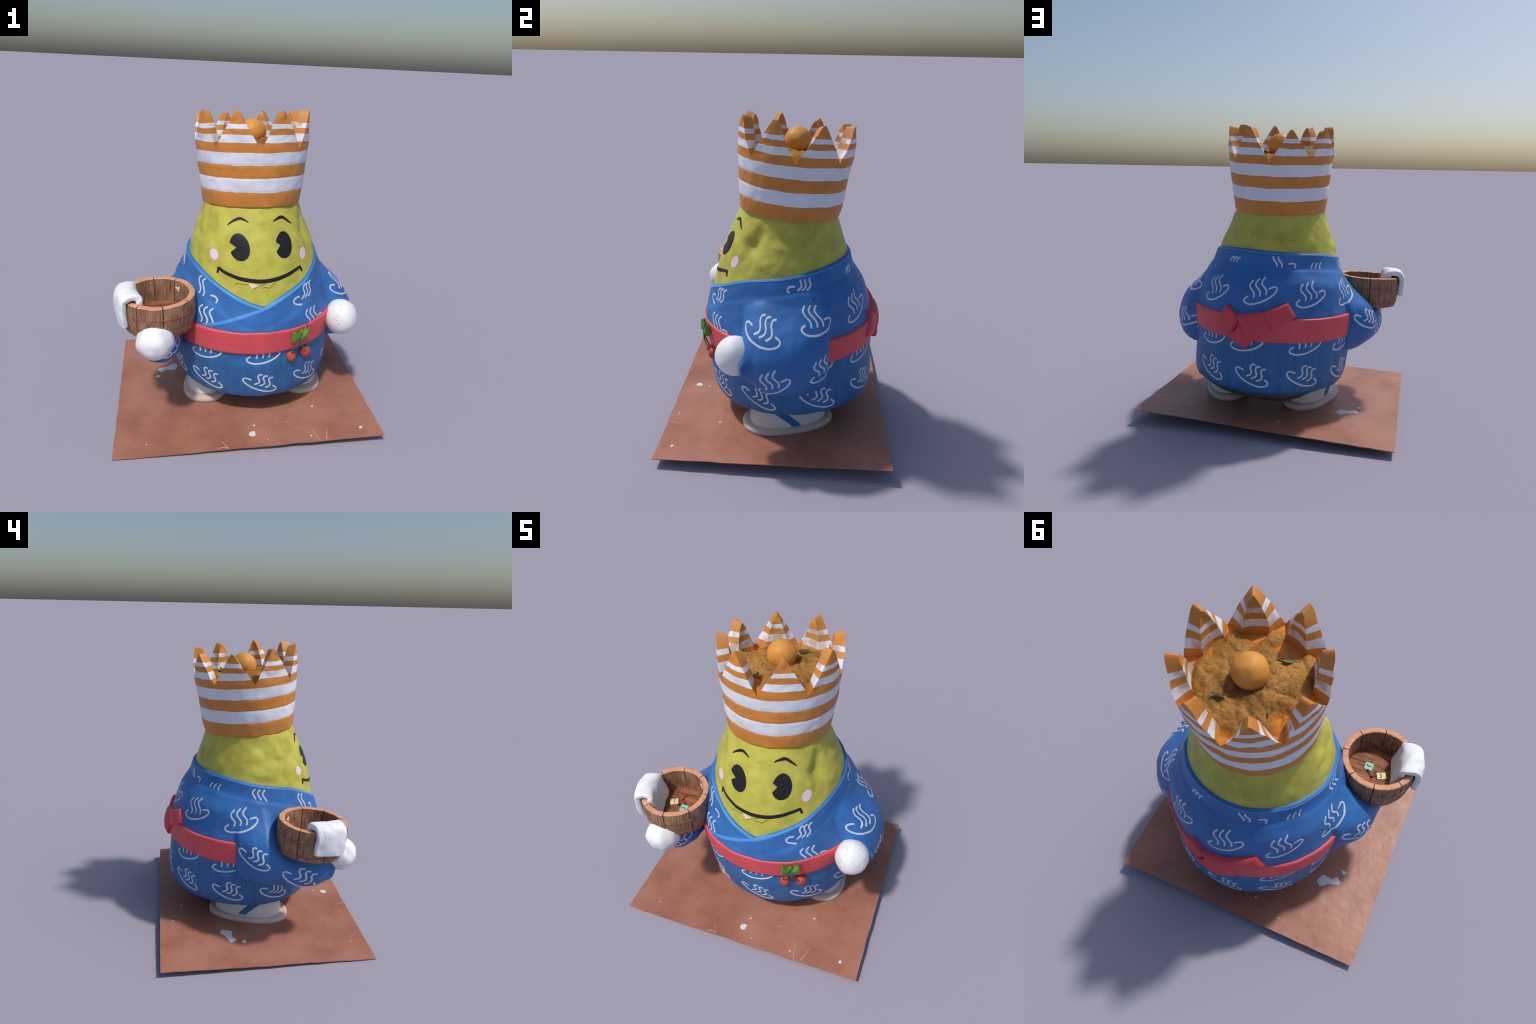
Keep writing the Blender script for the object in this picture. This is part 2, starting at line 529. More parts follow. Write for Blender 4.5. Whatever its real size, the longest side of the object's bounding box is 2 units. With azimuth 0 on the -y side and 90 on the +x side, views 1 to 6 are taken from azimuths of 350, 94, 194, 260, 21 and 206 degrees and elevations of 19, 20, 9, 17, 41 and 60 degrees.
# extra relaxing of the sleeves and where they grow out of the robe
me = fused.data
n_v = len(me.vertices)
co = np.empty(n_v * 3)
me.vertices.foreach_get("co", co)
co = co.reshape(-1, 3)
def offset_from_robe(p):
    cx, cy = axis(p[2])
    dx, dy = p[0] - cx, p[1] - cy
    az = math.degrees(math.atan2(dx, -dy)) % 360
    return math.hypot(dx, dy) - robe_r(az, min(p[2], collar(az))), az
off = np.array([offset_from_robe(p) if abs(p[0] - .06) > .30 else (0.0, 0.0) for p in co])
w = np.clip((off[:, 0] + .004) / .012, 0, 1)
edges = np.empty(len(me.edges) * 2, dtype=np.int64)
me.edges.foreach_get("vertices", edges)
edges = edges.reshape(-1, 2)
deg = np.bincount(edges.ravel(), minlength=n_v).astype(float)[:, None]
for it in range(30):
    acc = np.zeros_like(co)
    np.add.at(acc, edges[:, 0], co[edges[:, 1]])
    np.add.at(acc, edges[:, 1], co[edges[:, 0]])
    lam = 0.5 if it % 2 == 0 else -0.46
    if it >= 24:
        lam = 0.4
    co = co + (lam * w)[:, None] * (acc / deg - co)
me.vertices.foreach_set("co", co.ravel())
me.update()
bump = np.array([0.004 * nz(p, 8, 11) + 0.0025 * nz(p, 18, 4) for p in co]) * w
nrm = np.empty(n_v * 3)
me.vertices.foreach_get("normal", nrm)
co = co + nrm.reshape(-1, 3) * bump[:, None]
me.vertices.foreach_set("co", co.ravel())
me.update()
BC = np.array((-.5695, -.3055, .908))                # centre of the bucket rim and its axes
bn = np.array((-.030, -.070, 1.0)); bn /= np.linalg.norm(bn)
bx = np.array((1.0, 0, .030)); bx /= np.linalg.norm(bx)
by = np.cross(bn, bx)
loc = (co - BC) @ np.stack([bx, by, bn], 1)
rho = np.hypot(loc[:, 0], loc[:, 1])
inside = (rho < .207) & (loc[:, 2] > -.18) & (loc[:, 2] < .05)
side_in = inside & (loc[:, 2] > -.13)
loc[side_in, :2] *= (.207 / np.maximum(rho[side_in], .02))[:, None]
low_in = inside & ~side_in
loc[low_in, 2] = -.18
co = np.where(inside[:, None], BC + loc @ np.stack([bx, by, bn], 0), co)
me.vertices.foreach_set("co", co.ravel())
me.update()
robe_bvh = bvh_of(fused)

def split_regions(ob, label_of, names, mat, parents):
    """separate one smooth mesh into named objects that keep the common vertex normals"""
    me = ob.data
    me.update()
    n = len(me.vertices)
    nr = np.empty(n * 3)
    me.vertices.foreach_get("normal", nr)
    nr = nr.reshape(-1, 3)
    co = np.empty(n * 3)
    me.vertices.foreach_get("co", co)
    co = co.reshape(-1, 3)
    groups = {}
    for p in me.polygons:
        groups.setdefault(label_of(p), []).append(tuple(p.vertices))
    out = []
    for key, faces in sorted(groups.items()):
        used = sorted({i for f in faces for i in f})
        remap = {g: k for k, g in enumerate(used)}
        o = mesh_obj(names[key], co[used], [tuple(remap[i] for i in f) for f in faces], mat, parents[key])
        o.data.normals_split_custom_set_from_vertices([tuple(nr[g]) for g in used])
        out.append(o)
    bpy.data.objects.remove(ob)
    return out
sleeve_v = w > 0.5
def robe_region(p):
    if sum(sleeve_v[i] for i in p.vertices) < 3:
        return 0
    return 1 if p.center.x > 0 else 2
arm_r = empty("arm", statue)
arm_l = empty("arm", statue)
parts = split_regions(fused, robe_region, {0: "robe", 1: "sleeve", 2: "sleeve"}, M_BLUE, {0: statue, 1: arm_r, 2: arm_l})

# ------------------------------------------------------------------ skirt
def skirt_r(az, z):
    r = body_r(min(z, .60))
    p = polar(az, z, r)
    s = (az + 170) % 360 - 180
    r += -dent(az, z, 140, .35, 45, .16, .012) - .014 * math.exp(-(s / 50) ** 2) * smooth(.44, .54, z)
    return r + .003 * nz(p, 7, 9) + .002 * nz(p, 18, 6)
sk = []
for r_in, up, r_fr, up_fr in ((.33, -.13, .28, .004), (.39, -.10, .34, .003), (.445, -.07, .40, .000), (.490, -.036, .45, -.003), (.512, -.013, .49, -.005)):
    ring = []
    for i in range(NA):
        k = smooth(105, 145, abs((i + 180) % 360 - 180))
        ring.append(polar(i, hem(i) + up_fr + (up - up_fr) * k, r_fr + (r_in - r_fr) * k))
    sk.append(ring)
LV = 60
for j in range(LV + 1):
    t = (j / LV) ** 1.5
    ring = []
    for i in range(NA):
        z0 = hem(i) + .006 * nz((math.sin(math.radians(i)) * 3, math.cos(math.radians(i)) * 3, 0), 3, 4)
        z = z0 + t * (.64 - z0)
        d = z - z0
        q = max(0, 1 - d / .07)
        r = skirt_r(i, z) - .014 * (1 - math.sqrt(max(0, 1 - q * q)))
        ring.append(polar(i, z, r))
    sk.append(ring)
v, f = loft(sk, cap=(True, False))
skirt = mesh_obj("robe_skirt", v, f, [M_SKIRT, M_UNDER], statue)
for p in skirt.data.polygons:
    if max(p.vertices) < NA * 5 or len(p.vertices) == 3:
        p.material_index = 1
skirt_bvh = bvh_of(skirt)

# ------------------------------------------------------------------ belt
def belt_r(z):
    return max(body_r(z) + .0, .5)
bl = []
prof = [(-.012, 0.0), (.003, .006), (.010, .045), (.012, .5), (.012, .955), (.005, .994), (-.012, 1.0)]
fine = []
for k in range(len(prof) - 1):
    n = 8 if k in (2, 3) else 2
    for q in range(n):
        t = q / n
        fine.append((prof[k][0] * (1 - t) + prof[k + 1][0] * t, prof[k][1] * (1 - t) + prof[k + 1][1] * t))
fine.append(prof[-1])
for o, t in fine:
    ring = []
    for i in range(NA):
        zb, zt = belt_bottom(i), belt_top(i)
        z = zb + t * (zt - zb)
        s = (i + 180) % 360 - 180
        base = body_r(min(zb, .6)) * (1 - t) + (robe_r(i, zt) + .002) * t 
        base -= .013 * math.exp(-(((i + 170) % 360 - 180) / 50) ** 2) * (1 - .5 * t)
        p = polar(i, z, base)
        ring.append(polar(i, z, base + o + .0025 * nz(p, 8, 13)))
    bl.append(ring)
v, f = loft(bl, cap=(False, False))
belt = mesh_obj("belt", v, f, M_RED, statue)
belt_bvh = bvh_of(belt)

# ------------------------------------------------------------------ painting geometry on curved surfaces
def radial_hit(tree, az, z, inner=None):
    a = math.radians(az)
    cx, cy = axis(z)
    d = Vector((math.sin(a), -math.cos(a), 0))
    o = Vector((cx, cy, z)) + d * 1.4
    loc, n, _, _ = tree.ray_cast(o, -d)
    if loc is None:
        return None, None
    if n.dot(d) < 0:
        n = -n
    return loc, n

def cyl_mapper(tree, az0, z0):
    """local (u: metres to the viewer's right, v: metres up) -> surface point and normal"""
    loc, _ = radial_hit(tree, az0, z0)
    cx, cy = axis(z0)
    r0 = math.hypot(loc.x - cx, loc.y - cy) if loc is not None else .5
    def f(u, v):
        return radial_hit(tree, az0 + math.degrees(u / r0), z0 + v)
    return f, r0

def resample(path, step):
    p = np.array(path, float)
    seg = np.linalg.norm(np.diff(p, axis=0), axis=1)
    s = np.concatenate([[0], np.cumsum(seg)])
    n = max(3, int(s[-1] / step) + 1)
    t = np.linspace(0, s[-1], n)
    return np.stack([np.interp(t, s, p[:, k]) for k in range(p.shape[1])], 1), t / s[-1]

def spline(ctrl, per=8):
    c = np.array(ctrl, float)
    if len(c) == 2:
        return c
    out = []
    for i in range(len(c) - 1):
        p0 = c[max(i - 1, 0)]; p1 = c[i]; p2 = c[i + 1]; p3 = c[min(i + 2, len(c) - 1)]
        for k in range(per):
            t = k / per
            out.append(0.5 * ((2 * p1) + (p2 - p0) * t + (2 * p0 - 5 * p1 + 4 * p2 - p3) * t * t + (3 * p1 - p0 - 3 * p2 + p3) * t**3))
    out.append(c[-1])
    return np.array(out)

def ribbon_data(mapper, path, width, lift=.0022, step=.006, round_ends=True):
    """a raised brush stroke: verts and faces"""
    pts, t = resample(path, step)
    L = np.sum(np.linalg.norm(np.diff(pts, axis=0), axis=1))
    tan = np.gradient(pts, axis=0)
    tan /= np.maximum(np.linalg.norm(tan, axis=1), 1e-9)[:, None]
    nor = np.stack([-tan[:, 1], tan[:, 0]], 1)
    rows = []
    cross = [(-1, -.0015), (-.84, lift * .85), (-.4, lift), (.4, lift), (.84, lift * .85), (1, -.0015)]
    ends = []
    if round_ends:
        w0 = width(0.0) if callable(width) else width
        for q in (1.0, .8, .45):
            ends.append(q)
    def add(p, n, w):
        row = []
        for c, h in cross:
            q = p + n * c * w * .5
            loc, nn = mapper(q[0], q[1])
            if loc is None:
                return
            row.append(np.array(loc) + np.array(nn) * h)
        rows.append(row)
    if round_ends:
        w = width(0.0) if callable(width) else width
        for a in (80, 55, 28):
            add(pts[0] - tan[0] * w * .5 * math.sin(math.radians(a)), nor[0], w * math.cos(math.radians(a)))
    for p, n, tt in zip(pts, nor, t):
        add(p, n, width(tt) if callable(width) else width)
    if round_ends:
        w = width(1.0) if callable(width) else width
        for a in (28, 55, 80):
            add(pts[-1] + tan[-1] * w * .5 * math.sin(math.radians(a)), nor[-1], w * math.cos(math.radians(a)))
    verts = [p for r in rows for p in r]
    n = len(cross)
    faces = []
    for j in range(len(rows) - 1):
        if max(np.linalg.norm(rows[j][k] - rows[j + 1][k]) for k in range(n)) > .03:
            continue                                  # never bridge a step in the surface
        for i in range(n - 1):
            faces.append((j * n + i, j * n + i + 1, (j + 1) * n + i + 1, (j + 1) * n + i))
    return verts, faces

def merge(datas):
    V, F = [], []
    for v, f in datas:
        k = len(V)
        V += list(v)
        F += [tuple(i + k for i in q) for q in f]
    return V, F

def patch_data(mapper, outline, centre, lift=.003, rings=10):
    """filled, slightly raised patch from a star-shaped outline around centre"""
    o = np.array(outline, float)
    c = np.array(centre, float)
    rows = []
    for k in range(rings + 1):
        s = k / rings
        rows.append([])
        for p in o:
            q = c + (p - c) * s
            loc, n = mapper(q[0], q[1])
            h = lift if k < rings - 1 else (lift * .8 if k == rings - 1 else -.003)
            if k == rings - 1:
                q = c + (p - c) * .985
                loc, n = mapper(q[0], q[1])
            rows[-1].append(np.array(loc) + np.array(n) * h)
    v, f = loft(rows, cap=(False, False))
    return v, f

# ------------------------------------------------------------------ face
head_bvh = bvh_of(head)
face_map, R0 = cyl_mapper(head_bvh, 0, 1.15)
def rz(az, z):                    # azimuth, height -> local metres on the face
    return (math.radians(az) * R0, z - 1.15)
def eye(caz, cz, waz, hz, notch_az, notch_z, u_az, u_z, l_az, l_z, lean):
    """black oval with a wedge cut from its viewer-left side"""
    c = rz(caz, cz)
    pts = []
    a_up = math.atan2((u_z - cz) / hz, (u_az - caz) / waz)
    a_lo = math.atan2((l_z - cz) / hz, (l_az - caz) / waz)
    a_lo = a_lo + 2 * math.pi if a_lo < 0 else a_lo
    n = 56
    for k in range(n + 1):
        a = a_lo - 2 * math.pi + (a_up - a_lo + 2 * math.pi) * k / n
        pts.append(rz(caz + waz * math.cos(a) + lean * math.sin(a), cz + hz * math.sin(a)))
    nt = rz(notch_az, notch_z)
    e0, e1 = pts[-1], pts[0]
    for k in range(1, 8):
        t = k / 8
        pts.append((e0[0] + (nt[0] - e0[0]) * t, e0[1] + (nt[1] - e0[1]) * t))
    pts.append(nt)
    for k in range(1, 8):
        t = k / 8
        pts.append((nt[0] + (e1[0] - nt[0]) * t, nt[1] + (e1[1] - nt[1]) * t))
    centre = rz(caz + waz * .25, (u_z + l_z) / 2)
    v, f = patch_data(face_map, pts, centre, .0025, 14)
    return fix_normals(mesh_obj("eye", v, f, M_BLACK, head, 40))
eye(-20.3, 1.206, 9.6, .079, -23.0, 1.203, -29.6, 1.227, -28.6, 1.172, -1.4)
eye(22.0, 1.217, 9.0, .077, 17.8, 1.218, 13.3, 1.240, 13.0, 1.181, 1.7)
def cheek(caz, cz, waz, hz, lean):
    pts = []
    for k in range(40):
        a = 2 * math.pi * k / 40
        pts.append(rz(caz + waz * math.cos(a) + lean * math.sin(a), cz + hz * math.sin(a)))
    v, f = patch_data(face_map, pts, rz(caz, cz), .0018, 6)
    return fix_normals(mesh_obj("cheek", v, f, M_PINK, head, 40))
cheek(-44.0, 1.139, 4.6, .034, -.8)
cheek(43.2, 1.142, 4.7, .036, 1.5)
def brow(ctrl, wmax):
    path = spline([rz(*p) for p in ctrl])
    v, f = ribbon_data(face_map, path, lambda t: wmax * (.30 + .70 * math.sin(math.pi * min(1, max(0, t))) ** .8), .003, .004)
    return fix_normals(mesh_obj("eyebrow", v, f, M_BLACK, head, 40))
brow([(-33.8, 1.324), (-28.7, 1.349), (-21.7, 1.367), (-16.3, 1.361), (-12.1, 1.350)], .018)
brow([(15.5, 1.353), (20.4, 1.367), (26.7, 1.373), (32.2, 1.353), (37.5, 1.328)], .019)
mouth_path = spline([rz(*p) for p in [(-38.2, 1.066), (-31.5, 1.046), (-22.5, 1.029), (-13, 1.018), (-4.5, 1.012), (3, 1.014), (10, 1.023),
                                      (17.5, 1.037), (26, 1.053), (35.2, 1.071)]])
d1 = ribbon_data(face_map, mouth_path, lambda t: .018 + .008 * math.sin(math.pi * t), .003, .006, False)
d2 = ribbon_data(face_map, spline([rz(-38.4, 1.072), rz(-38.9, 1.034)]), .015, .0035, .005, False)
d3 = ribbon_data(face_map, spline([rz(34.9, 1.076), rz(36.4, 1.042)]), .016, .0035, .005, False)
v, f = merge([d1, d2, d3])
fix_normals(mesh_obj("mouth", v, f, M_BLACK, head, 40))
# chipped paint under the mouth
chip = [(-12.5, 1.000), (-9.5, .998), (-6.5, .990), (-4.0, .986), (-5.5, .978), (-8.0, .974), (-8.8, .963), (-10.6, .978)]
pts = [rz(*p) for p in chip]
pts = [tuple(q) for i in range(len(pts)) for q in (np.array(pts[i]), (np.array(pts[i]) + np.array(pts[(i + 1) % len(pts)])) / 2)]
v, f = patch_data(face_map, pts, rz(-8.5, .985), .0015, 4)
fix_normals(mesh_obj("paint_chip", v, f, M_PLASTER, head, 40))
crk = [[(-22, .985), (-21, .996), (-15, .990), (-11, .992)], [(-8.3, .964), (-5.5, .977), (-3.5, .985), (1, .996)], [(-2.5, .973), (2, .975), (4, .969), (5.5, .980), (8.5, 1.001)]]
v, f = merge([ribbon_data(face_map, [rz(*p) for p in c], .0035, .001, .005, False) for c in crk])
fix_normals(mesh_obj("paint_crack", v, f, M_CRACK, head, 40))

# ------------------------------------------------------------------ robe trims
robe_map, RR0 = cyl_mapper(robe_bvh, 0, 1.0)
def rb(az, z): return (math.radians(az) * RR0, z - 1.0)
trim = [rb(a, collar(a) - .0105) for a in np.linspace(0.5, 359.5, 240)]
v, f = ribbon_data(robe_map, trim, lambda t: .007 + .007 * max(0, 1 - min(t, 1 - t) / .2), .0020, .008, False)
fix_normals(mesh_obj("collar_trim", v, f, M_LBLUE, statue, 40))
trim = [rb(a, catmull(OVERLAP, a) - .008) for a in np.linspace(320, 360, 50)]
v, f = ribbon_data(robe_map, trim, .015, .0025, .008, False)
fix_normals(mesh_obj("overlap_trim", v, f, M_LBLUE, statue, 40))

# ------------------------------------------------------------------ hot spring symbols
# unit symbol: bowl from (-.5, 0) to (.5, 0); the big hook is on the left
BOWL = [(-.27, .12), (-.42, .125), (-.50, .05), (-.44, -.05), (-.25, -.14), (.02, -.185), (.28, -.165), (.45, -.08), (.475, .01), (.385, .065)]
STEAM_A = [(0, 0), (-.085, -.03), (-.115, -.12), (-.08, -.22), (-.10, -.31), (-.205, -.385)]     # with the big hook on the left
STEAM_B = [(0, 0), (-.075, -.08), (-.06, -.17), (.03, -.28), (.085, -.37), (.075, -.46)]         # with the big hook on the right
def symbol_paths(mirror, strokes=(1, 1, 1), bowl=True, part=(0, 1)):
    out = []
    if bowl:
        b = spline([(-x if mirror else x, y) for x, y in BOWL], 6)
        n = len(b)
        out.append(b[int(part[0] * (n - 1)):int(part[1] * (n - 1)) + 1])
    for k, on in enumerate(strokes):
        if on:
            if mirror:
                x0, y0, st = (-.27, -.085, .10)[k], (.47, .465, .455)[k], STEAM_B
            else:
                x0, y0, st = (.06, .21, .37)[k], (.385, .375, .355)[k], STEAM_A
            out.append(spline([(x + x0, y + y0) for x, y in st], 6))
    return out
def symbol(tree, pl, pr, mirror=False, width=.0125, clip=None, **kw):
    """pl, pr: (azimuth, height) of the left and right ends of the bowl"""
    az0, z0 = (pl[0] + pr[0]) / 2, (pl[1] + pr[1]) / 2
    mp0, r0 = cyl_mapper(tree, az0, z0)
    def mp(u, v):
        if clip is not None and not clip(az0 + math.degrees(u / r0), z0 + v):
            return None, None
        return mp0(u, v)
    ex = np.array((math.radians(pr[0] - pl[0]) * r0, pr[1] - pl[1]))
    size = np.linalg.norm(ex)
    ex = ex / size
    datas = []
    for path in symbol_paths(mirror, **kw):
        q = [ex * x * size + np.array((0, 1.0)) * y * size for x, y in path]
        d = ribbon_data(mp, q, width, .0011, .006)
        if d[1]:
            datas.append(d)
    v, f = merge(datas)
    return fix_normals(mesh_obj("hot_spring_symbol", v, f, M_SYMBOL, statue, 40))
above_band = lambda az, z: z > band(az) + .006 and z < collar(az) - .018
# lower row on the skirt, and a row half hidden by the belt
for k in range(10):
    a0 = [309.1, 347.5, 24.4, 59.2, 98.3, 135.5, 169.0, 204.2, 240.5, 276.2][k]
    zm = tilt_z(.3375, a0 + 12, .54, .025, .062)
    dz = .034 if k not in (2, 9) else .030
    symbol(skirt_bvh, (a0, zm + dz), (a0 + 23.6, zm - dz), False)
for a0 in (310.0, 349.8, 98, 135.8, 163.8, 204.2, 239.0, 275):
    zm = tilt_z(.548, a0 + 12, .56, .03, .058)
    symbol(skirt_bvh, (a0, zm - .010), (a0 + 23, zm + .016), True)
# row on the back and shoulders of the robe
for a0, z0, z1 in ((136.2, .840, .915), (172.5, .862, .928), (208.5, .850, .890), (245.2, .818, .870)):
    symbol(robe_bvh, (a0, z0), (a0 + 23, z1), True)
# collar band: cut by its lower edge
symbol(robe_bvh, (22.4, .866), (45.5, .905), False, clip=above_band, part=(0, .5))
symbol(robe_bvh, (94.8, 1.040), (117.5, 1.060), False, clip=above_band, part=(0, .5))
symbol(robe_bvh, (141.0, 1.035), (163.0, 1.045), False, clip=above_band, bowl=False)
symbol(robe_bvh, (187.0, 1.060), (210.0, 1.065), True, clip=above_band, strokes=(1, 1, 0), part=(0, .3))
symbol(robe_bvh, (221.0, .985), (244.0, .985), True, clip=above_band, bowl=False)
symbol(robe_bvh, (260.0, .975), (283.0, .960), True, clip=above_band, bowl=False)
symbol(robe_bvh, (303.0, .905), (326.0, .865), True, strokes=(1, 1, 0), part=(0, .3))
# front, just above the belt
front = lambda az, z: z > belt_top(az) - .02
symbol(robe_bvh, (311.0, .735), (333.0, .720), True, clip=front, bowl=False)
symbol(robe_bvh, (28.5, .705), (51.0, .715), True, clip=front, part=(0, .3))
# sleeves
symbol(robe_bvh, (67.2, .838), (90.0, .812), False)
symbol(robe_bvh, (101.2, .868), (122.0, .872), True)
symbol(robe_bvh, (77.0, .500), (93.5, .600), True)
symbol(robe_bvh, (103.0, .585), (120.0, .640), True)
symbol(robe_bvh, (257.5, .690), (275.0, .620), False)
symbol(robe_bvh, (281.8, .565), (298.5, .470), False)

# strokes on the inner side of the forearm under the bucket
def plane_mapper(tree, origin, out):
    o = Vector(origin); d = Vector(out).normalized()
    rt = Vector((0, 0, 1)).cross(d).normalized()
    up = d.cross(rt)
    def f(u, v):
        loc, n, _, _ = tree.ray_cast(o + rt * u + up * v + d * .3, -d)
        return (None, None) if loc is None or (loc - o).length > .2 else (loc, n)
    return f
fm = plane_mapper(robe_bvh, (-.445, -.43, .590), (.62, -.72, .05))
v, f = merge([ribbon_data(fm, spline([(x + .028 + k * .045, y + .02 + k * .030) for x, y in [(0, .04), (-.022, .034), (-.026, .012), (-.008, -.008), (-.022, -.03), (-.04, -.034)]], 6), .0115, .0011, .005)
              for k in (-1.5, -.5, .5)])
fix_normals(mesh_obj("hot_spring_symbol", v, f, M_SYMBOL, statue, 40))
rm, _ = cyl_mapper(robe_bvh, 113, 1.000)
v, f = patch_data(rm, [(.008 * math.cos(a) * (1 + .2 * math.sin(3 * a)), .008 * math.sin(a)) for a in np.linspace(0, 2 * math.pi, 16, endpoint=False)], (0, 0), .002, 3)
fix_normals(mesh_obj("rust_spot", v, f, M_BARK, statue, 40))

# ------------------------------------------------------------------ bow on the back
def slab(name, corners, r_in, thick, parent, bulge=.006, n=14, tilt=(0, 0)):
    """a quad pad lying on the body: corners (az, z) in order"""
    c = np.array(corners, float)
    top, bot = [], []
    for j in range(n + 1):
        for i in range(n + 1):
            s, t = i / n, j / n
            p = c[0] * (1 - s) * (1 - t) + c[1] * s * (1 - t) + c[2] * s * t + c[3] * (1 - s) * t
            e = min(s, 1 - s, t, 1 - t)
            k = smooth(-.02, .10, e)
            h = thick * (.62 + .38 * k) + bulge * math.sin(math.pi * s) * math.sin(math.pi * t) + tilt[0] * (s - .5) + tilt[1] * (t - .5)
            az, z = p
            top.append(polar(az, z, r_in(z) + h))
            bot.append(polar(az, z, r_in(z) - .012))
    m = n + 1
    V = top + bot
    F = []
    for j in range(n):
        for i in range(n):
            a = j * m + i
            F.append((a, a + 1, a + m + 1, a + m))
    rim = [i for i in range(m)] + [j * m + n for j in range(1, m)] + [n * m + i for i in range(n - 1, -1, -1)] + [j * m for j in range(n - 1, 0, -1)]
    for k in range(len(rim)):
        a, b = rim[k], rim[(k + 1) % len(rim)]
        F.append((a, b, b + m * m, a + m * m))
    return fix_normals(mesh_obj(name, V, F, M_BOW, parent, 50))
bow = empty("bow", statue)
base_b = lambda z: .568 - .10 * max(0, z - .70)
slab("bow_loop", [(152.0, .676), (161.6, .826), (171.5, .755), (165.5, .622)], base_b, .026, bow, tilt=(.014, 0))
slab("bow_tail", [(163.3, .630), (173.5, .712), (180.5, .612), (175.6, .563)], base_b, .028, bow, tilt=(0, -.010))
slab("bow_loop", [(-173.5, .798), (-157.0, .858), (-151.5, .773), (-168.5, .694)], base_b, .027, bow, tilt=(-.014, 0))
slab("bow_knot", [(170.0, .776), (187.5, .800), (192.5, .686), (178.5, .604)], base_b, .040, bow, bulge=.010)

# ------------------------------------------------------------------ cherry charm
charm = empty("cherry_charm", statue)
def blob(name, c, r, mat, parent, lump=.0, seed=0, seg=40, scale=10):
    rings = []
    for j in range(1, seg // 2):
        th = math.pi * j / (seg // 2)
        ring = []
        for i in range(seg):
            ph = -2 * math.pi * i / seg
            d = np.array((math.sin(th) * math.cos(ph), math.sin(th) * math.sin(ph), math.cos(th)))
            k = 1 + lump * nz(d, scale / 5, seed)
            ring.append(np.array(c) + d * np.array(r) * k)
        rings.append(ring)
    v, f = loft(rings)
    return fix_normals(mesh_obj(name, v, f, mat, parent))
blob("cherry", (.262, -.443, .503), (.036, .036, .038), M_CHERRY, charm, .06, 3)
blob("cherry", (.363, -.411, .516), (.036, .036, .038), M_CHERRY, charm, .06, 5)
bmap, BR0 = cyl_mapper(belt_bvh, 28, .66)
def tube(name, pts, r, mat, parent, seg=8):
    cu = bpy.data.curves.new(name, "CURVE")
    cu.dimensions = "3D"
    cu.bevel_depth = r
    cu.bevel_resolution = 3
    cu.use_fill_caps = True
    sp = cu.splines.new("POLY")
    sp.points.add(len(pts) - 1)
    for p, q in zip(sp.points, pts):
        p.co = (*q, 1)
    tmp = bpy.data.objects.new("tmp", cu)
    col.objects.link(tmp)
    dg = bpy.context.evaluated_depsgraph_get()
    dg.update()
    me = bpy.data.meshes.new_from_object(tmp.evaluated_get(dg))
    bpy.data.objects.remove(tmp)
    me.materials.clear()
    return wrap(name, me, mat, parent)
leaf_base = np.array((.308, -.470, .650))
def leaf_half(side):
    # angular leaf: a pleated half of the bow-like leaf pair, built as a thick pad
    rows = []
    ctrl = [(0, .020, -.018), (.020, .010, -.030), (.052, .030, -.040), (.054, .040, .020), (.030, .012, .002), (.012, .018, -.002), (0, .022, .012)]
    return ctrl
def charm_leaf(sign):
    right = np.array((.90, .43, 0)); right /= np.linalg.norm(right)
    out = np.array((.43, -.90, .0)); up = np.array((0, 0, 1.0))
    c = np.array((.308, -.474, .668))
    outline = [(0, -.036), (.030, -.035), (.060, -.032), (.057, .006), (.052, .040), (.034, .022), (.016, .008), (0, .010)]
    pts = []
    for k in range(len(outline)):
        p, q = np.array(outline[k]), np.array(outline[(k + 1) % len(outline)])
        for t in (0, .25, .5, .75):
            pts.append(p * (1 - t) + q * t)
    cen = np.array((.028, -.006))
    rows_f, rows_b = [], []
    for s in (1, .92, .6, .3, .02):
        rows_f.append([c + right * sign * (cen + (p - cen) * s)[0] + up * (cen + (p - cen) * s)[1]
                       + out * (.004 + .010 * (1 - s) + .010 * abs((cen + (p - cen) * s)[0]) / .05 - (.006 if s == 1 else 0)) for p in pts])
    rows_b = [[c + right * sign * p[0] + up * p[1] - out * .016 for p in pts]]
    v, f = loft(rows_b + rows_f)
    return fix_normals(mesh_obj("charm_leaf", v, f, M_GREEN, charm, 50))
charm_leaf(1)
charm_leaf(-1)
blob("charm_bud", (.308, -.478, .688), (.012, .010, .018), M_GREEN, charm)
def charm_stem(a, b, c):
    p = spline([a, b, c], 10)
    tube("charm_stem", p, .0045, M_STEM, charm)
charm_stem((.306, -.486, .640), (.272, -.490, .595), (.262, -.468, .535))
charm_stem((.312, -.484, .640), (.325, -.478, .590), (.356, -.446, .548))
tube("charm_stem", spline([(.352, -.462, .700), (.345, -.470, .730), (.338, -.474, .745)]), .0025, M_BARK, charm)

# ------------------------------------------------------------------ hands
def hand(c, r, lump, seed, parent):
    rings = []
    seg = 96
    for j in range(1, 48):
        th = math.pi * j / 48
        ring = []
        for i in range(seg):
            ph = -2 * math.pi * i / seg
            d = np.array((math.sin(th) * math.cos(ph), math.sin(th) * math.sin(ph), math.cos(th)))
            k = 1 + lump * (nz(d, 1.5, seed) + .3 * nz(d, 2.6, seed + 2))
            p = np.array(c) + d * np.array(r) * k
            if math.hypot(p[0] + .5695, p[1] + .3055) < .20:      # stays below the bucket floor
                p[2] = min(p[2], .735)
            ring.append(p)
        rings.append(ring)
    v, f = loft(rings)
    return fix_normals(mesh_obj("hand", v, f, M_HAND, parent))
hand((.642, -.240, .672), (.108, .112, .121), .03, 4, arm_r)
hand((-.588, -.495, .667), (.112, .108, .112), .08, 9, arm_l)

